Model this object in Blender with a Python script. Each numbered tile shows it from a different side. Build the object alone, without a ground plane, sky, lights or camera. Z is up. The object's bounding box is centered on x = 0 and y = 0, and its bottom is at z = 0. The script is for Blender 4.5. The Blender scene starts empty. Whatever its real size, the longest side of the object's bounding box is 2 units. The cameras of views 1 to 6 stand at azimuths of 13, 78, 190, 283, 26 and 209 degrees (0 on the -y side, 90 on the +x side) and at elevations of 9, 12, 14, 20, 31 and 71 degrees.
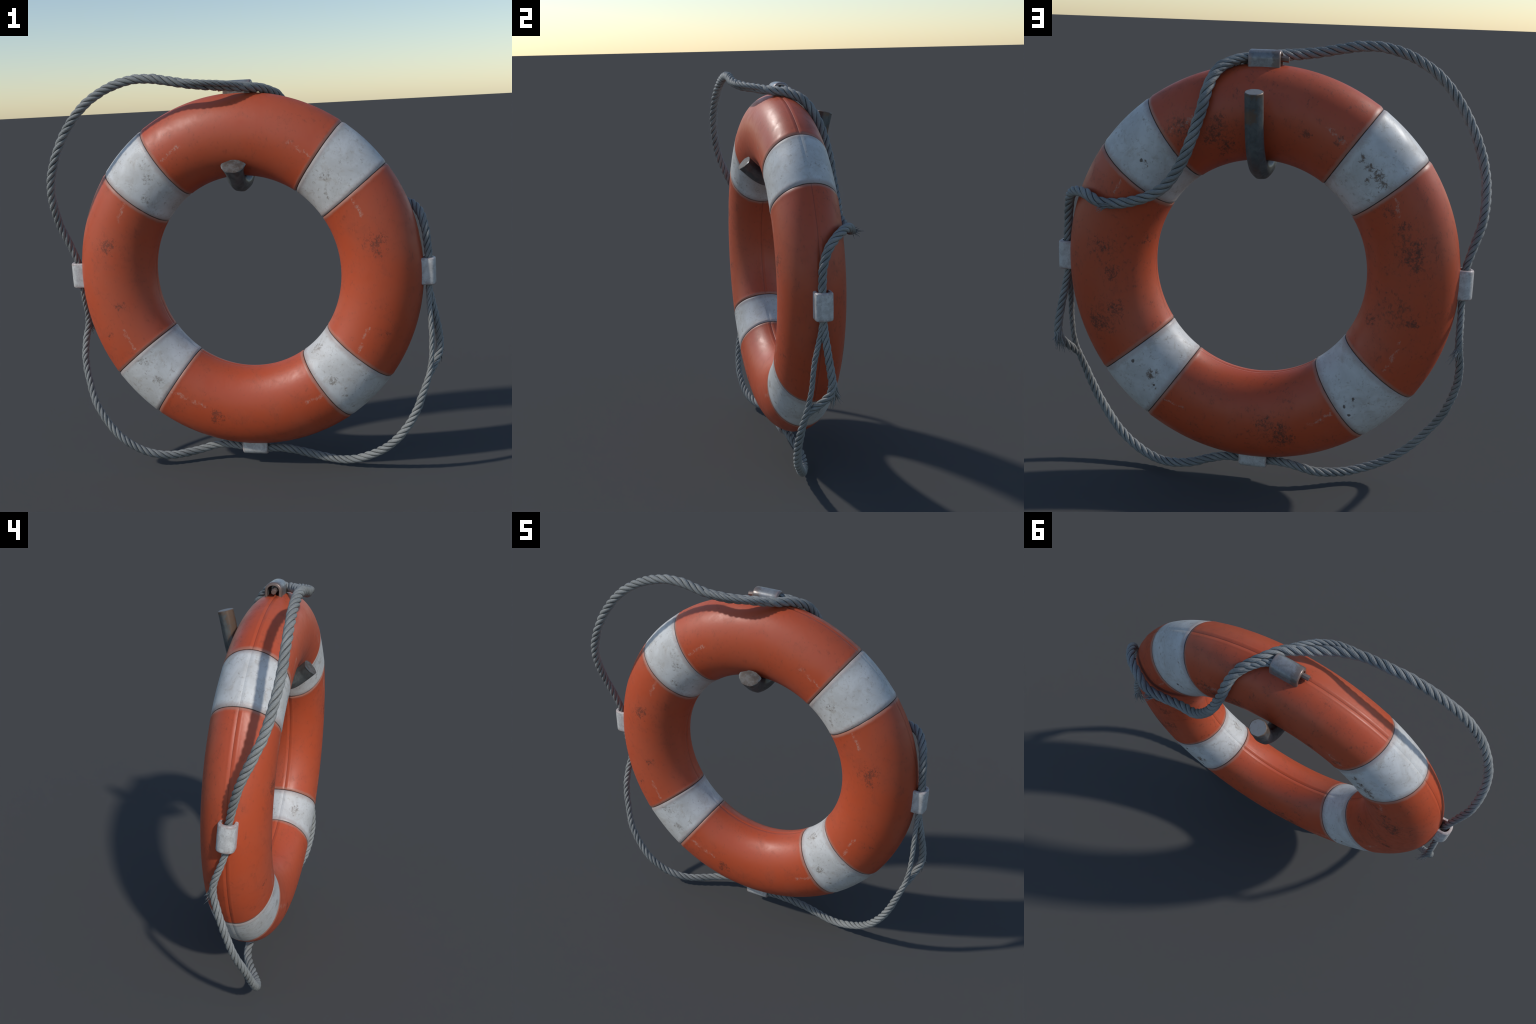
"""Weathered ring lifebuoy hanging on a steel hook, with a frayed grab rope."""
import bpy, math
import numpy as np
from mathutils import Vector

RNG = np.random.default_rng(11)

# ----------------------------------------------------------------- dimensions
CX, CY, CZ = 0.0113, -0.0313, 1.0036      # ring centre
R, A_RAD, B_AX = 0.6744, 0.1983, 0.1580   # major radius, tube half sizes (radial, axial)
EZ = 1.0193                               # ring is very slightly taller than wide
SEAM_Y = -0.035                           # moulding seam runs round both equators


def edge_top(c):      # ring angle (deg) of the seam beside the top/bottom orange parts
    return 55.1 - 0.4 * c


def edge_side(c):     # ... and beside the left/right orange parts; c = -1 inner, +1 outer
    return 34.9 + 1.1 * c


# ----------------------------------------------------------------- mesh helpers
def smooth_noise(P, scale, seed):
    """cheap smooth pseudo noise: sum of a few randomly oriented sine waves"""
    g = np.random.default_rng(seed)
    out = np.zeros(P.shape[:-1])
    for _ in range(9):
        d = g.normal(size=3)
        d /= np.linalg.norm(d)
        out += np.sin((P @ d) * scale * g.uniform(0.6, 1.5) + g.uniform(0, 6.28))
    return out / 4.0


def new_mesh(name, verts, faces, mat, smooth=True):
    me = bpy.data.meshes.new(name)
    me.from_pydata([tuple(v) for v in verts], [], [tuple(int(i) for i in f) for f in faces])
    me.validate()
    me.update()
    if smooth:
        me.polygons.foreach_set("use_smooth", [True] * len(me.polygons))
    if mat:
        me.materials.append(mat)
    return me


def add_object(name, me, parent):
    ob = bpy.data.objects.new(name, me)
    bpy.context.scene.collection.objects.link(ob)
    ob.parent = parent
    return ob


def grid_faces(n, m, wrap_m=True, base=0):
    f = []
    mm = m if wrap_m else m - 1
    for i in range(n - 1):
        for j in range(mm):
            k = (j + 1) % m
            f.append((base + i * m + j, base + i * m + k, base + (i + 1) * m + k, base + (i + 1) * m + j))
    return f


# ----------------------------------------------------------------- node helpers
class Nodes:
    def __init__(self, name):
        self.mat = bpy.data.materials.new(name)
        self.mat.use_nodes = True
        self.t = self.mat.node_tree
        self.t.nodes.clear()
        self.out = self.t.nodes.new("ShaderNodeOutputMaterial")
        self.bsdf = self.t.nodes.new("ShaderNodeBsdfPrincipled")
        self.t.links.new(self.bsdf.outputs[0], self.out.inputs[0])
        tc = self.t.nodes.new("ShaderNodeTexCoord")
        self.pos = tc.outputs["Object"]
        sx = self.t.nodes.new("ShaderNodeSeparateXYZ")
        self.t.links.new(self.pos, sx.inputs[0])
        self.x, self.y, self.z = sx.outputs

    def put(self, sock, v):
        if isinstance(v, bpy.types.NodeSocket):
            self.t.links.new(v, sock)
        elif v is not None:
            sock.default_value = v

    def math(self, op, a, b=None, c=None, clamp=False):
        n = self.t.nodes.new("ShaderNodeMath")
        n.operation = op
        n.use_clamp = clamp
        for s, v in zip(n.inputs, (a, b, c)):
            self.put(s, v)
        return n.outputs[0]

    def vec(self, op, a, b=None, scale=None):
        n = self.t.nodes.new("ShaderNodeVectorMath")
        n.operation = op
        self.put(n.inputs[0], a)
        if b is not None:
            self.put(n.inputs[1], b)
        if scale is not None:
            self.put(n.inputs[3], scale)
        return n.outputs["Value"] if op in ("DISTANCE", "DOT_PRODUCT", "LENGTH") else n.outputs[0]

    def ramp(self, v, lo, hi, a=0.0, b=1.0):
        n = self.t.nodes.new("ShaderNodeMapRange")
        n.interpolation_type = "SMOOTHSTEP"
        for s, q in zip(n.inputs, (v, lo, hi, a, b)):
            self.put(s, q)
        return n.outputs[0]

    def noise(self, scale, detail=4.0, rough=0.55, stretch=None, distort=0.0, vec=None):
        n = self.t.nodes.new("ShaderNodeTexNoise")
        n.inputs["Scale"].default_value = scale
        n.inputs["Detail"].default_value = detail
        n.inputs["Roughness"].default_value = rough
        n.inputs["Distortion"].default_value = distort
        v = vec if vec is not None else self.pos
        if stretch:
            v = self.vec("MULTIPLY", v, stretch)
        self.t.links.new(v, n.inputs["Vector"])
        return n

    def mix(self, fac, a, b, blend="MIX"):
        n = self.t.nodes.new("ShaderNodeMix")
        n.data_type = "RGBA"
        n.blend_type = blend
        self.put(n.inputs[0], fac)
        self.put(n.inputs[6], a if isinstance(a, bpy.types.NodeSocket) else (*a, 1.0))
        self.put(n.inputs[7], b if isinstance(b, bpy.types.NodeSocket) else (*b, 1.0))
        return n.outputs[2]

    def maxi(self, items):
        o = items[0]
        for i in items[1:]:
            o = self.math("MAXIMUM", o, i)
        return o

    def spots(self, lst, ragged=0.0):
        """union of soft balls (centre, radius), their outline broken up by noise"""
        p = self.pos
        if ragged:
            n = self.noise(17.0, 4.0, 0.65)
            p = self.vec("ADD", p, self.vec("SCALE", self.vec("SUBTRACT", n.outputs["Color"], (0.5, 0.5, 0.5)), scale=ragged))
        return self.maxi([self.ramp(self.vec("DISTANCE", p, Vector(c)), r, r * 0.1) for c, r in lst])

    def scratches(self, segs, width, wobble):
        """union of thin soft capsules from a to b along a wobbling line"""
        n = self.noise(28.0, 3.0)
        p = self.vec("ADD", self.pos, self.vec("SCALE", self.vec("SUBTRACT", n.outputs["Color"], (0.5, 0.5, 0.5)), scale=wobble))
        out = []
        for a, b in segs:
            a, b = Vector(a), Vector(b)
            ab = b - a
            t = self.math("MULTIPLY", self.vec("DOT_PRODUCT", self.vec("SUBTRACT", p, a), ab), 1.0 / ab.length_squared, clamp=True)
            near = self.vec("ADD", self.vec("SCALE", Vector(ab), scale=t), a)
            out.append(self.ramp(self.vec("DISTANCE", p, near), width, width * 0.25))
        return self.maxi(out)

    def bump(self, height, strength, dist):
        n = self.t.nodes.new("ShaderNodeBump")
        n.inputs["Strength"].default_value = strength
        n.inputs["Distance"].default_value = dist
        self.t.links.new(height, n.inputs["Height"])
        self.t.links.new(n.outputs[0], self.bsdf.inputs["Normal"])

    def finish(self, color, rough, metallic=0.0, spec=0.5):
        self.put(self.bsdf.inputs["Base Color"], color)
        self.put(self.bsdf.inputs["Roughness"], rough)
        self.put(self.bsdf.inputs["Metallic"], metallic)
        self.bsdf.inputs["Specular IOR Level"].default_value = spec
        return self.mat


def seam_distance(N):
    """metres from the nearest joint between an orange part and a white band"""
    dx = N.math("SUBTRACT", N.x, CX)
    dz = N.math("DIVIDE", N.math("SUBTRACT", N.z, CZ), EZ)
    rho = N.math("SQRT", N.math("ADD", N.math("MULTIPLY", dx, dx), N.math("MULTIPLY", dz, dz)))
    c = N.math("DIVIDE", N.math("SUBTRACT", rho, R), A_RAD)
    ang = N.math("MULTIPLY", N.math("ARCTAN2", N.math("ABSOLUTE", dz), N.math("ABSOLUTE", dx)), 180 / math.pi)
    d1 = N.math("ABSOLUTE", N.math("SUBTRACT", ang, N.math("MULTIPLY_ADD", c, -0.4, 55.1)))
    d2 = N.math("ABSOLUTE", N.math("SUBTRACT", ang, N.math("MULTIPLY_ADD", c, 1.1, 34.9)))
    return N.math("MULTIPLY", N.math("MULTIPLY", N.math("MINIMUM", d1, d2), math.pi / 180), rho)


# ----------------------------------------------------------------- materials
def orange_material():
    N = Nodes("faded_orange_plastic")
    big = N.noise(3.2, 3.0).outputs[0]
    mid = N.noise(14.0, 5.0, 0.62, distort=0.6).outputs[0]
    fine = N.noise(75.0, 5.0, 0.7, stretch=(1.0, 1.0, 0.7)).outputs[0]
    col = N.mix(N.ramp(big, 0.4, 0.68, 0.0, 0.42), ORANGE, ORANGE_FADED)
    col = N.mix(N.ramp(mid, 0.5, 0.72, 0.0, 0.24), col, ORANGE_DIRTY)
    # small dark specks all over, denser where the mid noise is high
    speck = N.math("MULTIPLY", N.ramp(fine, 0.52, 0.68), N.ramp(mid, 0.42, 0.60))
    col = N.mix(N.math("MULTIPLY", speck, N.ramp(N.y, -0.05, 0.06, 0.30, 0.55)), col, (0.09, 0.030, 0.018))
    # black scuffs where the ring has been knocked: front, then back
    dark = [((-0.667, -0.188, 1.165), .095), ((0.675, -0.189, 1.162), .10), ((0.68, -0.189, 1.125), .06), ((-0.147, -0.186, 0.296), .085),
            ((-0.687, -0.176, 0.714), .042), ((0.705, -0.177, 0.712), .045), 
            ((0.141, 0.088, 1.546), .085), ((0.168, 0.126, 1.667), .055), ((0.32, 0.125, 1.63), .085), ((0.20, 0.11, 1.60), .10), ((0.42, 0.11, 0.95), .09), ((0.64, 0.12, 0.98), .09),
            ((-0.667, 0.125, 1.155), .105), ((-0.667, 0.125, 1.09), .075), ((-0.606, 0.126, 1.267), .065), ((-0.551, 0.123, 1.316), .06),
            ((-0.201, 0.125, 1.635), .05), ((-0.327, 0.126, 1.61), .05), ((0.707, 0.116, 0.734), .10),
            ((0.622, 0.123, 0.811), .085), ((-0.135, 0.122, 0.287), .115), ((-0.05, 0.12, 0.33), .07),
            ((-0.504, 0.08, 0.849), .06), ((-0.673, 0.125, 0.857), .06), ((0.70, 0.12, 1.10), .07),
            ((-0.62, -0.16, 0.86), .06), ((0.5, 0.06, 1.12), .06), ((-0.06, -0.03, 1.89), .07)]
    grain = N.noise(95.0, 6.0, 0.75, stretch=(1.0, 1.0, 0.8), distort=0.8).outputs[0]
    clump = N.noise(32.0, 3.0, 0.6).outputs[0]
    m = N.spots(dark, 0.12)
    lvl = N.math("MULTIPLY_ADD", m, 0.225, N.math("MULTIPLY_ADD", grain, 0.78, N.math("MULTIPLY", clump, 0.22)))
    back = N.ramp(N.y, -0.03, 0.05)
    scuff = N.math("MULTIPLY", N.math("MULTIPLY", N.ramp(lvl, 0.655, 0.76), N.ramp(m, 0.02, 0.3)), N.math("MULTIPLY_ADD", back, 0.04, 0.62))
    col = N.mix(scuff, col, (0.062, 0.029, 0.019))
    # broad brown-black bloom on the back, strongest beside the hook and on the outer side
    bloom = N.spots([((0.15, 0.10, 1.60), .17), ((-0.64, 0.12, 1.17), .20), ((-0.60, 0.12, 0.90), .16), ((0.68, 0.11, 0.78), .17),
                     ((-0.10, 0.11, 0.31), .17), ((0.35, 0.12, 1.63), .13), ((0.66, 0.10, 1.08), .15)], 0.14)
    fleck = N.ramp(N.math("MULTIPLY_ADD", bloom, 0.10, N.math("MULTIPLY_ADD", grain, 0.45, N.math("MULTIPLY", fine, 0.55))), 0.56, 0.68)
    col = N.mix(N.math("MULTIPLY", N.math("MULTIPLY", fleck, bloom), 0.55), col, (0.10, 0.038, 0.022))
    # pale scratches near the joints
    front = [((-0.352, -0.189, 1.586), (-0.255, -0.188, 1.651)), ((-0.552, -0.189, 1.382), (-0.597, -0.189, 1.293)),
             ((0.274, -0.188, 1.648), (0.384, -0.189, 1.581)), ((0.571, -0.188, 1.374), (0.612, -0.188, 1.294)),
             ((-0.603, -0.188, 0.738), (-0.559, -0.189, 0.643)), ((-0.372, -0.188, 0.421), (-0.201, -0.189, 0.35)),
             ((0.628, -0.188, 0.75), (0.579, -0.188, 0.648)), ((0.296, -0.188, 0.369), (0.389, -0.188, 0.419)),
             ((0.379, 0.125, 1.61), (0.281, 0.124, 1.668)), ((0.603, 0.125, 1.38), (0.625, 0.126, 1.331)),
             ((-0.285, 0.125, 1.653), (-0.347, 0.126, 1.598)), ((-0.573, 0.125, 1.384), (-0.587, 0.126, 1.319)),
             ((0.389, 0.125, 0.402), (0.314, 0.126, 0.376)), ((-0.632, 0.126, 0.776), (-0.577, 0.126, 0.638)),
             ((-0.26, 0.126, 0.356), (-0.359, 0.126, 0.424))]
    s = N.math("MULTIPLY", N.scratches(front, 0.011, 0.055), N.ramp(grain, 0.43, 0.58))
    col = N.mix(N.math("MULTIPLY", s, 0.60), col, (0.52, 0.31, 0.24))
    # paler lip and thin dark line at the joints
    d = seam_distance(N)
    dn = N.math("ADD", d, N.math("MULTIPLY", N.math("SUBTRACT", clump, 0.5), 0.012))
    col = N.mix(N.ramp(dn, 0.022, 0.006, 0.0, 0.72), col, (0.40, 0.20, 0.145))
    col = N.mix(N.ramp(N.math("MULTIPLY_ADD", clump, 0.004, d), 0.0058, 0.0026, 0.0, 0.85), col, (0.055, 0.026, 0.019))
    # thin dark line in the moulding seam
    g = N.math("ABSOLUTE", N.math("SUBTRACT", N.y, SEAM_Y))
    col = N.mix(N.ramp(g, 0.0030, 0.0004, 0.0, 0.32), col, (0.06, 0.018, 0.012))
    rough = N.math("ADD", N.ramp(mid, 0.3, 0.7, 0.40, 0.52), N.math("MULTIPLY", scuff, 0.2))
    N.bump(N.math("ADD", fine, N.math("MULTIPLY", scuff, -1.2)), 0.10, 0.004)
    return N.finish(col, rough)


def white_material():
    N = Nodes("weathered_white_band")
    mid = N.noise(9.0, 5.0, 0.6, distort=0.5).outputs[0]
    fine = N.noise(70.0, 6.0, 0.72, distort=0.5).outputs[0]
    clump = N.noise(24.0, 4.0, 0.6).outputs[0]
    col = N.mix(N.ramp(mid, 0.36, 0.66, 0.0, 0.8), WHITE, WHITE_DULL)
    blot = N.noise(19.0, 5.0, 0.7, distort=1.0).outputs[0]
    col = N.mix(N.ramp(blot, 0.52, 0.70, 0.0, 0.5), col, (0.41, 0.365, 0.315))
    sp = N.math("MULTIPLY", N.ramp(fine, 0.52, 0.68), N.ramp(clump, 0.42, 0.60))
    col = N.mix(N.math("MULTIPLY", sp, 0.66), col, (0.20, 0.155, 0.115))
    spots = [((-0.437, -0.188, 1.489), .05), ((-0.443, -0.176, 1.402), .045), ((0.451, -0.186, 1.478), .055),
             ((0.453, -0.172, 1.398), .045), ((-0.43, -0.189, 0.487), .05), ((-0.522, -0.189, 0.573), .05),
             ((0.443, -0.188, 0.496), .055), ((0.362, -0.109, 0.633), .06)]
    m = N.spots(spots, 0.10)
    lvl = N.math("MULTIPLY_ADD", m, 0.18, N.math("MULTIPLY_ADD", fine, 0.75, N.math("MULTIPLY", clump, 0.25)))
    col = N.mix(N.math("MULTIPLY", N.math("MULTIPLY", N.ramp(lvl, 0.61, 0.75), N.ramp(m, 0.02, 0.3)), 0.60), col, (0.17, 0.135, 0.105))
    # rusty brown smear and pinholes on the back
    smear = N.spots([((-0.428, 0.126, 1.538), .04), ((-0.46, 0.126, 1.505), .045), ((-0.495, 0.126, 1.470), .06),
                     ((-0.512, 0.126, 1.438), .05), ((-0.452, 0.123, 1.448), .035), ((0.49, 0.12, 1.47), .035),
                     ((0.448, 0.126, 0.467), .030), ((0.46, 0.126, 0.52), .05)])
    lvl = N.math("MULTIPLY_ADD", smear, 0.21, N.math("MULTIPLY_ADD", fine, 0.75, N.math("MULTIPLY", clump, 0.25)))
    col = N.mix(N.math("MULTIPLY", N.math("MULTIPLY", N.ramp(lvl, 0.63, 0.75), N.ramp(smear, 0.02, 0.3)), 0.85), col, (0.13, 0.076, 0.046))
    hole = N.spots([((0.503, 0.126, 1.477), .015), ((0.544, 0.126, 0.574), .015), ((0.446, 0.126, 0.469), .010),
                    ((-0.447, 0.126, 0.497), .013), ((-0.409, 0.126, 0.459), .015), ((-0.433, 0.121, 0.419), .012)])
    col = N.mix(N.ramp(N.math("ADD", hole, N.math("MULTIPLY", N.math("SUBTRACT", fine, 0.5), 2.4)), 0.40, 0.80, 0.0, 0.85), col, (0.06, 0.032, 0.02))
    d = seam_distance(N)
    dn = N.math("ADD", d, N.math("MULTIPLY", N.math("SUBTRACT", clump, 0.5), 0.030))
    col = N.mix(N.ramp(dn, 0.034, 0.004, 0.0, 0.68), col, (0.37, 0.285, 0.26))
    col = N.mix(N.ramp(N.math("MULTIPLY_ADD", clump, 0.004, d), 0.0054, 0.0026, 0.0, 0.85), col, (0.065, 0.040, 0.032))
    rough = N.ramp(mid, 0.3, 0.7, 0.42, 0.58)
    N.bump(fine, 0.10, 0.003)
    return N.finish(col, rough)


def clamp_material(name, base, dull, rust_amt, rough, metallic):
    N = Nodes(name)
    mid = N.noise(38.0, 5.0, 0.62, distort=0.6).outputs[0]
    fine = N.noise(120.0, 5.0, 0.7).outputs[0]
    col = N.mix(N.ramp(mid, 0.38, 0.64, 0.0, 0.9), base, dull)
    col = N.mix(N.math("MULTIPLY", N.ramp(fine, 0.54, 0.70), 0.45), col, (0.17, 0.13, 0.11))
    # worn pinkish rims where the paint meets the ring or the rope (across the clamp's length)
    dx = N.math("ABSOLUTE", N.math("SUBTRACT", N.x, CX))
    dz = N.math("ABSOLUTE", N.math("SUBTRACT", N.z, CZ))
    along = N.math("MINIMUM", dx, dz)
    e = N.math("ADD", along, N.math("MULTIPLY", N.math("SUBTRACT", mid, 0.5), 0.05))
    col = N.mix(N.ramp(e, 0.050, 0.068, 0.0, 0.6), col, (0.36, 0.24, 0.21))
    if rust_amt:
        e2 = N.math("ADD", N.math("MULTIPLY", N.x, -1.0), N.math("MULTIPLY", N.math("SUBTRACT", mid, 0.5), 0.05))
        col = N.mix(N.ramp(e2, 0.016, 0.034, 0.0, rust_amt), col, (0.15, 0.105, 0.08))
    N.bump(fine, 0.15, 0.002)
    return N.finish(col, N.ramp(mid, 0.3, 0.7, rough, rough + 0.14), metallic)


def hook_material():
    N = Nodes("rusty_dark_steel")
    mid = N.noise(22.0, 5.0, 0.65, distort=0.8).outputs[0]
    fine = N.noise(140.0, 6.0, 0.75, stretch=(1.0, 1.0, 0.45)).outputs[0]
    col = N.mix(N.ramp(mid, 0.35, 0.65), (0.135, 0.150, 0.152), (0.085, 0.098, 0.102))
    end = N.maxi([N.ramp(N.z, 1.74, 1.80), N.spots([((0.013, -0.22, 1.56), .075), ((-0.01, 0.18, 1.76), .075), ((-0.02, 0.165, 1.70), .07), ((0.02, 0.235, 1.69), .05), ((0.0, -0.02, 1.41), .06)])])
    lvl = N.math("ADD", N.math("MULTIPLY", end, 0.26), N.math("MULTIPLY_ADD", fine, 0.45, N.math("MULTIPLY", mid, 0.55)))
    col = N.mix(N.ramp(lvl, 0.56, 0.72, 0.0, 0.85), col, (0.17, 0.108, 0.070))
    N.bump(fine, 0.25, 0.002)
    return N.finish(col, N.ramp(mid, 0.3, 0.7, 0.36, 0.52), 0.25)


def tip_material():
    N = Nodes("worn_steel_cut_end")
    mid = N.noise(30.0, 5.0, 0.65).outputs[0]
    fine = N.noise(120.0, 5.0, 0.7, stretch=(1.0, 0.3, 0.3)).outputs[0]
    col = N.mix(N.ramp(mid, 0.42, 0.60), (0.062, 0.046, 0.037), (0.105, 0.10, 0.096))
    # upper cut end tinted lighter for the light falling on its cap
    col = N.mix(N.ramp(N.math("ADD", N.y, N.math("MULTIPLY", N.math("SUBTRACT", mid, 0.5), 0.2)), 0.12, 0.20), col, (0.19, 0.20, 0.21))
    col = N.mix(N.math("MULTIPLY", N.ramp(fine, 0.5, 0.7), 0.3), col, (0.11, 0.075, 0.055))
    return N.finish(col, 0.6, 0.0, 0.35)


def rope_material(name, tint=1.0):
    N = Nodes(name)
    big = N.noise(7.0, 3.0).outputs[0]
    fine = N.noise(170.0, 4.0, 0.65).outputs[0]
    hair = N.noise(420.0, 3.0, 0.7).outputs[0]
    a = tuple(v * tint for v in ROPE)
    b = tuple(v * tint for v in ROPE_DIRTY)
    col = N.mix(N.ramp(big, 0.35, 0.65), a, b)
    col = N.mix(N.math("MULTIPLY", N.ramp(fine, 0.48, 0.68), 0.45), col, tuple(v * 0.45 for v in a))
    col = N.mix(N.math("MULTIPLY", N.ramp(hair, 0.55, 0.7), 0.35), col, tuple(v * 1.35 for v in a))
    N.bump(N.math("ADD", fine, hair), 0.35, 0.0015)
    return N.finish(col, 0.62, 0.0, 0.4)


ORANGE, ORANGE_FADED, ORANGE_DIRTY = (0.50, 0.078, 0.026), (0.47, 0.105, 0.052), (0.30, 0.062, 0.028)
WHITE, WHITE_DULL = (0.62, 0.625, 0.62), (0.50, 0.495, 0.48)
ROPE, ROPE_DIRTY = (0.285, 0.295, 0.288), (0.205, 0.215, 0.212)

M_ORANGE = orange_material()
M_WHITE = white_material()
M_CLAMP = clamp_material("worn_white_clamp", (0.60, 0.60, 0.59), (0.46, 0.45, 0.44), 0.0, 0.34, 0.0)
M_STEEL = clamp_material("scuffed_grey_clamp", (0.27, 0.28, 0.29), (0.20, 0.205, 0.21), 0.65, 0.28, 0.35)
M_HOOK = hook_material()
M_TIP = tip_material()
M_ROPE = rope_material("grey_twisted_fibre")
M_GROOVE_DARK = rope_material("dark_groove_fibre", 0.40)
M_CORE = rope_material("dark_rope_core", 0.22)

# ----------------------------------------------------------------- the thing
buoy = bpy.data.objects.new("lifebuoy", None)
bpy.context.scene.collection.objects.link(buoy)
buoy["label"] = "weathered orange and white ring lifebuoy with frayed grey rope"
buoy["category"] = "lifebuoy"


# ----------------------------------------------------------------- ring segments
def tube_thetas():
    base = list(np.linspace(0, 2 * math.pi, 120, endpoint=False))
    for mid in (0.0, math.pi):
        base += [mid + s for s in np.linspace(-0.19, 0.19, 61)]
    return np.unique(np.round(np.mod(np.array(base), 2 * math.pi), 5))


TH = tube_thetas()


def ring_segment(lo, hi, band):
    """lo, hi: functions c -> ring angle in degrees of the two ends"""
    c, s = np.cos(TH), np.sin(TH)
    m = len(TH)
    span = math.radians(hi(0) - lo(0)) * R
    dist = [0, .0008, .0018, .003, .0045, .0065, .009, .013, .019, .028]
    inner = np.linspace(.04, span - .04, 56 if not band else 22)
    u = np.r_[np.array(dist), inner, span - np.array(dist)[::-1]] / span
    lo_a, hi_a = np.radians(lo(c)), np.radians(hi(c))
    phi = lo_a[None] + (hi_a - lo_a)[None] * u[:, None]
    # section normal of the ellipse
    nr, na = c / A_RAD, s / B_AX
    ln = np.hypot(nr, na)
    nr, na = nr / ln, na / ln
    er = np.stack([np.cos(phi), np.zeros_like(phi), np.sin(phi) * EZ], -1)
    ax = np.array([0, -1.0, 0])
    P = np.array([CX, CY, CZ]) + er * (R + A_RAD * c)[None, :, None] + ax * (B_AX * s)[None, :, None]
    Nn = er * nr[None, :, None] + ax * na[None, :, None]
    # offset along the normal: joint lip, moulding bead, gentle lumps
    d = np.minimum(u, 1 - u)[:, None] * span * np.ones((1, m))
    lip = -0.0030 * np.exp(-d / 0.0018) - 0.0016 * np.exp(-(d / 0.012) ** 2)
    lip += 0.0013 * np.exp(-((d - 0.013) / 0.007) ** 2)
    dy = P[..., 1] - SEAM_Y
    near = (np.abs(c) > 0.9)[None, :]
    k = 0.55 if band else 1.0
    bead = k * (-0.0024 * np.exp(-(dy / 0.0072) ** 2) - 0.0010 * np.exp(-(dy / 0.0016) ** 2) + 0.0006 * np.exp(-((np.abs(dy) - 0.015) / 0.005) ** 2))
    bead = bead * near * np.clip(d / 0.012, 0, 1)
    lumps = 0.0009 * smooth_noise(P, 7.0, 3)
    if band:
        dent = smooth_noise(P, 26.0, 9)
        lumps += 0.0010 * smooth_noise(P, 17.0, 8) - 0.0014 * np.clip(dent - 0.5, 0, 1) * np.exp(-d / 0.02)
    P = P + Nn * (lip + bead + lumps)[..., None]
    # turn the ends inward so that the joint is a real groove
    def cap(row, sgn):
        ctr = P[row].mean(0)
        rows = []
        for f in (0.93, 0.80):
            rows.append(ctr + (P[row] - ctr) * f)
        return rows
    a, b = cap(0, -1), cap(-1, 1)
    rows = [a[1], a[0]] + list(P) + [b[0], b[1]]
    V = np.concatenate(rows, 0)
    n = len(rows)
    F = grid_faces(n, m)
    F = [f[::-1] for f in F]
    return V, F


def sections():
    ob = []
    q = lambda f, k, off: (lambda c: off + k * f(c))
    parts = [("orange_section", q(edge_side, -1, 0), q(edge_side, 1, 0), False),
             ("white_band", q(edge_side, 1, 0), q(edge_top, 1, 0), True),
             ("orange_section", q(edge_top, 1, 0), q(edge_top, -1, 180), False),
             ("white_band", q(edge_top, -1, 180), q(edge_side, -1, 180), True),
             ("orange_section", q(edge_side, -1, 180), q(edge_side, 1, 180), False),
             ("white_band", q(edge_side, 1, 180), q(edge_top, 1, 180), True),
             ("orange_section", q(edge_top, 1, 180), q(edge_top, -1, 360), False),
             ("white_band", q(edge_top, -1, 360), q(edge_side, -1, 360), True)]
    gap = 0.00035 * 180 / math.pi
    for name, lo, hi, band in parts:
        V, F = ring_segment(lambda c, f=lo: f(c) + gap, lambda c, f=hi: f(c) - gap, band)
        ob.append(add_object(name, new_mesh(name, V, F, M_WHITE if band else M_ORANGE), buoy))
    return ob


sections()


# ----------------------------------------------------------------- curves
def spline(P, step):
    """Catmull-Rom through P, resampled at even arc length"""
    P = np.asarray(P, float)
    Q = np.vstack([2 * P[0] - P[1], P, 2 * P[-1] - P[-2]])
    t = (np.arange(24) / 24)[:, None]
    o = []
    for i in range(1, len(Q) - 2):
        a, b, c, d = Q[i - 1:i + 3]
        o.append(.5 * (2 * b + (c - a) * t + (2 * a - 5 * b + 4 * c - d) * t ** 2 + (3 * b - a - 3 * c + d) * t ** 3))
    o = np.vstack(o + [Q[-2:-1]])
    s = np.r_[0, np.cumsum(np.linalg.norm(np.diff(o, axis=0), axis=1))]
    n = max(3, int(round(s[-1] / step)) + 1)
    x = np.linspace(0, s[-1], n)
    return np.stack([np.interp(x, s, o[:, k]) for k in range(3)], -1), x


def frames(C):
    T = np.gradient(C, axis=0)
    for _ in range(3):
        T[1:-1] = (T[:-2] + 2 * T[1:-1] + T[2:]) / 4
    T /= np.linalg.norm(T, axis=1)[:, None]
    n = np.cross(T[0], [0.3, 1.0, 0.2])
    n /= np.linalg.norm(n)
    Ns = []
    for t in T:
        n = n - t * (n @ t)
        n /= np.linalg.norm(n)
        Ns.append(n)
    Ns = np.array(Ns)
    return T, Ns, np.cross(T, Ns)


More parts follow.
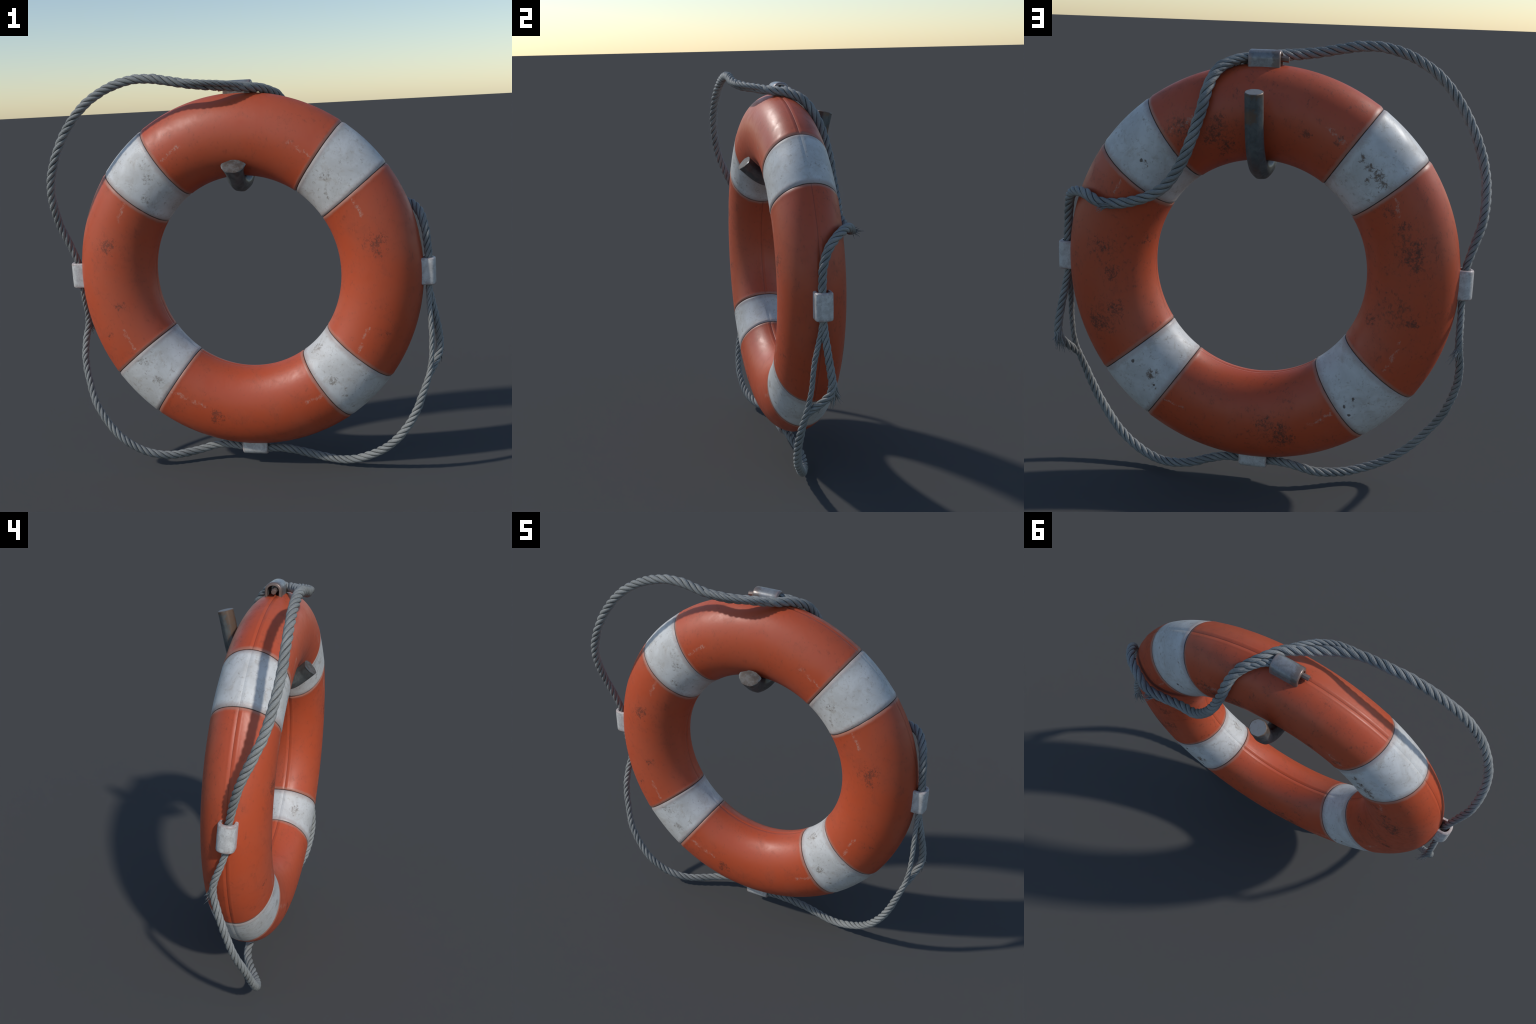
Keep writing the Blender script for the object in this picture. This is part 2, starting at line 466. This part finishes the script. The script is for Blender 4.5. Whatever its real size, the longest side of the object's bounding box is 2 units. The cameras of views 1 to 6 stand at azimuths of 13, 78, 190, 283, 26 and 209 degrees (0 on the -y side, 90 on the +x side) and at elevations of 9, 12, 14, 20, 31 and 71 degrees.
def rope(points, radius, lay=0.155, strands=4, seed=0, step=0.0045):
    """radius: list of (fraction of length, radius). Right-hand laid strands round a thin core."""
    g = np.random.default_rng(seed)
    C, s = spline(points, step)
    T, Nn, B = frames(C)
    fr = s / s[-1]
    rad = np.interp(fr, [a for a, _ in radius], [b for _, b in radius])
    m = 36
    th = np.linspace(0, 2 * math.pi, m, endpoint=False)
    # core
    k = 8
    tk = np.linspace(0, 2 * math.pi, k, endpoint=False)
    V = C[:, None] + rad[:, None, None] * 0.64 * (Nn[:, None] * np.cos(tk)[None, :, None] + B[:, None] * np.sin(tk)[None, :, None])
    F = grid_faces(len(C), k) + [tuple(range(k))[::-1], tuple((len(C) - 1) * k + i for i in range(k))]
    core = add_object("rope", new_mesh("rope", V.reshape(-1, 3), F, M_CORE), buoy)
    # lay tightens with a thinner rope
    rate = 2 * math.pi / (lay * np.clip(rad / 0.021, 0.80, 1.1))
    turn = np.r_[0, np.cumsum((rate[1:] + rate[:-1]) / 2 * np.diff(s))]
    turn = turn + 0.16 * np.sin(s * 9 + g.uniform(0, 6)) + 0.09 * np.sin(s * 23 + g.uniform(0, 6))
    ph0 = g.uniform(0, 6.28)
    for i in range(strands):
        a = turn + ph0 + i * 2 * math.pi / strands
        er = Nn * np.cos(a)[:, None] + B * np.sin(a)[:, None]
        et = -Nn * np.sin(a)[:, None] + B * np.cos(a)[:, None]
        wob = 1 + 0.05 * np.sin(s * g.uniform(20, 34) + g.uniform(0, 6)) + 0.04 * np.sin(s * g.uniform(50, 80) + g.uniform(0, 6))
        off = rad * 0.55 * (1 + 0.04 * np.sin(s * g.uniform(14, 26) + g.uniform(0, 6)))
        rr, rt = rad * 0.465 * wob, rad * 0.505 * wob
        yarn = 1 + 0.055 * np.cos(9 * th[None] - 2.2 * a[:, None]) + 0.02 * g.normal(size=(len(s), 1)) * 0.6
        V = (C + er * off[:, None])[:, None] \
            + er[:, None] * (rr[:, None] * np.cos(th)[None] * yarn)[..., None] \
            + et[:, None] * (rt[:, None] * np.sin(th)[None] * yarn)[..., None]
        F = grid_faces(len(C), m) + [tuple(range(m))[::-1], tuple((len(C) - 1) * m + j for j in range(m))]
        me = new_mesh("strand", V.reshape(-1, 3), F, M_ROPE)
        me.materials.append(M_GROOVE_DARK)      # darker inner faces along the grooves between strands
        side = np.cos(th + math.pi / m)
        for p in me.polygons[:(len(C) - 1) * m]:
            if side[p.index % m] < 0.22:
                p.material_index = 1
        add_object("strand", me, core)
    return core


def frayed(points, parent, seed=0):
    """tufts of loose tapered yarns; each item: base, direction*length, spread, count, thickness"""
    g = np.random.default_rng(seed)
    V, F = [], []
    for base, direction, spread, count, thick in points:
        base, direction = np.array(base), np.array(direction, float)
        L = np.linalg.norm(direction)
        d0 = direction / L
        for _ in range(count):
            dv = d0 + g.normal(size=3) * spread
            dv /= np.linalg.norm(dv)
            ln = L * g.uniform(0.45, 1.1)
            bend = g.normal(size=3) * 0.18 * ln
            b = base + g.normal(size=3) * thick * 1.5 - dv * 0.015
            n = 7
            t = np.linspace(0, 1, n)
            C = b + dv * (t * ln)[:, None] + bend * (t ** 2)[:, None]
            T, Nn, B = frames(C)
            r = thick * g.uniform(0.55, 1.2) * (1 - t) ** 0.7 + 0.00025
            k = 5
            tk = np.linspace(0, 2 * math.pi, k, endpoint=False)
            W = C[:, None] + r[:, None, None] * (Nn[:, None] * np.cos(tk)[None, :, None] + B[:, None] * np.sin(tk)[None, :, None])
            o = sum(len(v) for v in V)
            V.append(W.reshape(-1, 3))
            F += grid_faces(n, k, base=o)
            F += [tuple(o + i for i in range(k))[::-1], tuple(o + (n - 1) * k + i for i in range(k))]
    ob = add_object("frayed_fibre", new_mesh("frayed_fibre", np.concatenate(V), F, M_ROPE), parent)
    ob["kind"] = "stuff"
    return ob


# big slack loop: left clamp -> over the top -> across the back -> right clamp
LOOP = [(-0.884, -0.044, 1.010), (-0.880, -0.050, 1.060), (-0.911, -0.077, 1.171), (-0.937, -0.104, 1.258), (-0.945, -0.138, 1.343), (-0.942, -0.172, 1.423),
        (-0.925, -0.203, 1.504), (-0.897, -0.220, 1.586), (-0.861, -0.231, 1.663), (-0.819, -0.237, 1.734), (-0.773, -0.236, 1.799), (-0.717, -0.233, 1.859),
        (-0.646, -0.228, 1.911), (-0.559, -0.223, 1.952), (-0.458, -0.218, 1.976), (-0.351, -0.215, 1.974), (-0.242, -0.217, 1.953), (-0.135, -0.193, 1.935),
        (-0.030, -0.139, 1.924), (0.072, -0.083, 1.915), (0.136, -0.006, 1.903), (0.191, 0.060, 1.870), (0.222, 0.109, 1.802), (0.240, 0.148, 1.707),
        (0.271, 0.171, 1.596), (0.318, 0.178, 1.479), (0.387, 0.177, 1.381), (0.482, 0.162, 1.323), (0.588, 0.161, 1.294), (0.681, 0.161, 1.294),
        (0.762, 0.122, 1.321), (0.830, 0.072, 1.315), (0.873, 0.013, 1.272), (0.896, -0.027, 1.194), (0.906, -0.038, 1.097), (0.910, -0.037, 1.020)]
r_loop = rope(LOOP, [(0, .0165), (.05, .019), (.12, .0215), (.36, .0225), (.5, .0235), (.86, .023), (.95, .020), (1, .0175)], seed=1)

# second, thinner strand running beside the loop at the top
SPLICE = [(-.345, -.220, 1.962), (-.279, -.219, 1.955), (-.219, -.221, 1.952), (-.160, -.220, 1.947), (-.099, -.209, 1.942),
          (-.036, -.180, 1.937), (.016, -.141, 1.931), (.062, -.097, 1.921), (.111, -.046, 1.908), (.155, .012, 1.889)]
rope(SPLICE, [(0, .010), (.2, .0145), (.8, .0145), (1, .010)], seed=2)

# short end gripped by the top clamp
GRIP = [(-.045, -.026, 1.922), (.0, -.025, 1.923), (.06, -.018, 1.922), (.115, .008, 1.912), (.165, .050, 1.884), (.205, .095, 1.838)]
rope(GRIP, [(0, .016), (.45, .017), (1, .014)], seed=3)

# lower right: thin strand from the right clamp, thickening into the bottom swag
SWAG_R = [(0.909, -0.037, 1.000), (0.906, -0.040, 0.926), (0.907, -0.052, 0.857), (0.911, -0.070, 0.789), (0.916, -0.084, 0.721), (0.916, -0.091, 0.650),
        (0.913, -0.103, 0.579), (0.900, -0.116, 0.505), (0.875, -0.130, 0.431), (0.846, -0.140, 0.353), (0.807, -0.138, 0.275), (0.754, -0.126, 0.200),
        (0.688, -0.099, 0.133), (0.609, -0.070, 0.081), (0.525, -0.044, 0.045), (0.443, -0.022, 0.031), (0.364, -0.008, 0.037), (0.290, -0.007, 0.052),
        (0.222, -0.020, 0.071), (0.156, -0.031, 0.084), (0.090, -0.036, 0.086), (0.020, -0.034, 0.080)]
r_right = rope(SWAG_R, [(0, .013), (.06, .0128), (.24, .0122), (.32, .0150), (.40, .0195), (.6, .0205), (.9, .0205), (1, .018)], seed=4)

# its partner: thick, kinked, with a frayed elbow, tied back in lower down
ELBOW = [(.911, -.034, 1.0), (.906, -.032, .930), (.917, -.029, .865), (.930, -.023, .798), (.941, -.016, .734), (.948, -.010, .684),
         (.951, -.008, .640), (.948, -.018, .602), (.935, -.048, .567), (.914, -.088, .527), (.895, -.118, .485)]
r_elbow = rope(ELBOW, [(0, .0150), (.2, .0165), (.45, .0185), (.7, .0195), (.88, .0175), (1, .010)], seed=5)

# lower left swag: left clamp -> bottom clamp
SWAG_L = [(-0.886, -0.043, 0.990), (-0.876, -0.039, 0.925), (-0.877, -0.022, 0.865), (-0.877, -0.002, 0.810), (-0.878, 0.011, 0.761), (-0.881, 0.008, 0.715),
        (-0.887, -0.007, 0.668), (-0.890, -0.025, 0.614), (-0.887, -0.046, 0.553), (-0.873, -0.067, 0.484), (-0.850, -0.089, 0.411), (-0.820, -0.117, 0.343),
        (-0.780, -0.135, 0.280), (-0.734, -0.144, 0.219), (-0.682, -0.150, 0.165), (-0.622, -0.146, 0.119), (-0.557, -0.134, 0.084), (-0.487, -0.116, 0.061),
        (-0.419, -0.087, 0.050), (-0.353, -0.053, 0.053), (-0.286, -0.023, 0.062), (-0.223, -0.010, 0.080), (-0.161, -0.012, 0.092), (-0.100, -0.024, 0.091),
        (-0.041, -0.032, 0.085), (0.010, -0.033, 0.080)]
r_left = rope(SWAG_L, [(0, .0145), (.07, .0150), (.2, .0182), (.5, .0186), (.75, .0208), (.93, .0190), (1, .017)], seed=6)

frayed([((.628, .172, 1.284), (.052, .040, -.008), .12, 34, .0036), ((.655, .172, 1.286), (.030, .042, -.012), .22, 14, .0020)], r_loop, 21)
frayed([((.948, -.002, .622), (-.012, .012, -.080), .06, 34, .0050), ((.943, .002, .605), (-.008, .014, -.060), .12, 10, .0026),
        ((.930, -.05, .560), (-.012, -.03, -.05), .12, 14, .0024)], r_elbow, 22)
frayed([((-.880, .018, .742), (.034, .042, -.075), .09, 22, .0032), ((-.878, .016, .715), (.016, .042, -.050), .16, 10, .0018),
        ((-.36, -.055, .066), (-.012, .002, .022), .35, 6, .0012), ((-.392, -.082, .038), (.010, -.004, -.024), .40, 10, .0014)], r_left, 23)
frayed([((.46, -.008, .030), (-.006, .028, -.012), .22, 10, .0011), ((.865, -.133, .415), (-.012, -.02, -.045), .2, 9, .0017)], r_right, 24)


# ----------------------------------------------------------------- clamps
def clamp(phi_deg, y, mat, name="rope_clamp", tilt=0.0, length=.130, width=.084, height=.063, sink=.014, e=2.7):
    """arched sleeve sitting on the outer equator, its bore along the ring's tangent"""
    ph = math.radians(phi_deg)
    o = np.array([CX + (R + A_RAD) * math.cos(ph), y, CZ + (R + A_RAD) * math.sin(ph) * EZ])
    n = np.array([math.cos(ph), 0, math.sin(ph)])
    t = np.array([-math.sin(ph), 0, math.cos(ph)])
    w = np.array([0, 1.0, 0])
    t, w = t * math.cos(tilt) + w * math.sin(tilt), w * math.cos(tilt) - t * math.sin(tilt)

    def arch(hw, top, k, count=40, e=e):
        """half outline from one foot over the crown to the other foot"""
        pts = [(-hw * .97, -sink)]
        spring = top - hw * .95
        for a in np.linspace(math.pi, 0, count):
            cc, ss = math.cos(a), math.sin(a)
            pts.append((hw * math.copysign(abs(cc) ** (2 / e), cc), max(spring, .004) + (top - max(spring, .004)) * abs(ss) ** (2 / e)))
        pts.append((hw * .97, -sink))
        return np.array(pts)

    hw, iw = width / 2, width / 2 - .013
    L = length / 2
    # stations along the bore with rounded ends: (position, outer inset)
    st = [(-L, .0065), (-L + .0015, .0035), (-L + .004, .0012), (-L + .008, .0), (-L * .5, 0), (0, -.0004), (L * .5, 0),
          (L - .008, 0), (L - .004, .0012), (L - .0015, .0035), (L, .0065)]
    rows = []
    inner = arch(iw, height - .014, 1, e=2.2)[::-1]
    rows.append(np.array([o + t * (-L + .006) + w * a + n * b for a, b in np.vstack([arch(iw + .001, height - .016, 1), inner])]))
    for p, ins in st:
        out = arch(hw - ins, height - ins, 1)
        prof = np.vstack([out, inner])
        rows.append(np.array([o + t * p + w * a + n * b for a, b in prof]))
    rows.append(np.array([o + t * (L - .006) + w * a + n * b for a, b in np.vstack([arch(iw + .001, height - .016, 1), inner])]))
    V = np.concatenate(rows[1:-1])
    m = len(rows[0])
    F = grid_faces(len(st), m)
    # end faces: quads between outer and inner outline
    h = m // 2
    for r0, flip in ((0, False), (len(st) - 1, True)):
        for j in range(h - 1):
            q = (r0 * m + j, r0 * m + j + 1, r0 * m + m - 2 - j, r0 * m + m - 1 - j)
            F.append(q if not flip else q[::-1])
    me = new_mesh(name, V, F, mat)
    import bmesh
    bm = bmesh.new()
    bm.from_mesh(me)
    bmesh.ops.recalc_face_normals(bm, faces=bm.faces)
    bm.to_mesh(me)
    bm.free()
    ob = add_object(name, me, buoy)
    try:
        me.set_sharp_from_angle(angle=math.radians(50))
    except Exception:
        pass
    return ob


clamp(0, -.033, M_CLAMP, height=.057, e=3.4)
top_clamp = clamp(90, -.022, M_STEEL, length=.137, height=.059, e=2.15)
clamp(180, -.043, M_CLAMP, tilt=math.radians(3), height=.056, e=2.3)
clamp(270, -.031, M_CLAMP, height=.058, e=2.4)


# ----------------------------------------------------------------- rods (hook and the pin in the top clamp)
def rod(name, points, radius, mat, sides=14, parent=None, cap_mat=None, step=.006, bevel=.003, flatten=0.0):
    C, s = spline(points, step)
    T, Nn, B = frames(C)
    fr = s / s[-1]
    rad = np.interp(fr, [a for a, _ in radius], [b for _, b in radius])
    th = np.linspace(0, 2 * math.pi, sides, endpoint=False)
    def ring(c, n, b, r):
        off = r * (n * np.cos(th)[:, None] + b * np.sin(th)[:, None]) * th_scale[:, None]
        if flatten:
            k = np.clip((r - radius[0][1]) / (radius[-1][1] - radius[0][1]), 0, 1)
            off = off * (1 + flatten * k * np.array([0.18, -0.20, -0.20])) * (1 + 0.05 * k * np.sin(3 * th + 0.7) + 0.03 * k * np.cos(5 * th))[:, None]
        return c + off
    if flatten:      # rounded octagonal bar
        oct_r = math.cos(math.pi / 8) / np.cos(np.mod(th, math.pi / 4) - math.pi / 8)
        th_scale = (0.42 + 0.58 * oct_r) * 1.03
    else:
        th_scale = np.ones(sides)
    rows = [ring(C[i], Nn[i], B[i], rad[i]) for i in range(len(C))]
    rows[0] = ring(C[0] + T[0] * bevel, Nn[0], B[0], rad[0])
    rows[-1] = ring(C[-1] - T[-1] * bevel, Nn[-1], B[-1], rad[-1])
    rows = [ring(C[0], Nn[0], B[0], rad[0] - bevel)] + rows + [ring(C[-1], Nn[-1], B[-1], rad[-1] - bevel)]
    V = np.concatenate(rows)
    n = len(rows)
    F = grid_faces(n, sides)
    e0, e1 = tuple(range(sides))[::-1], tuple((n - 1) * sides + i for i in range(sides))
    me = new_mesh(name, V, F + [e0, e1], mat)
    if cap_mat:
        me.materials.append(cap_mat)
        me.polygons[-1].material_index = 1
        me.polygons[-2].material_index = 1
    me.polygons[-1].use_smooth = False
    me.polygons[-2].use_smooth = False
    try:
        me.set_sharp_from_angle(angle=math.radians(40))
    except Exception:
        pass
    return add_object(name, me, parent or buoy)


HOOK = [(.007, .224, 1.793), (.008, .207, 1.726), (.009, .192, 1.659), (.009, .174, 1.593), (.008, .146, 1.532), (.007, .100, 1.483),
        (.007, .045, 1.456), (.007, -.017, 1.448), (.007, -.070, 1.454), (.008, -.122, 1.472), (.010, -.165, 1.504), (.012, -.210, 1.547)]
rod("hanging_hook", HOOK, [(0, .0385), (.5, .0385), (.8, .040), (.93, .041), (.985, .048), (1, .050)], M_HOOK, sides=48, cap_mat=M_TIP, flatten=1.0)
rod("clamp_pin", [(-.045, -.030, 1.917), (-.06, -.030, 1.916), (-.088, -.031, 1.913)], [(0, .0125), (1, .0125)], M_STEEL, sides=7, parent=top_clamp,
    step=.02, bevel=.001)
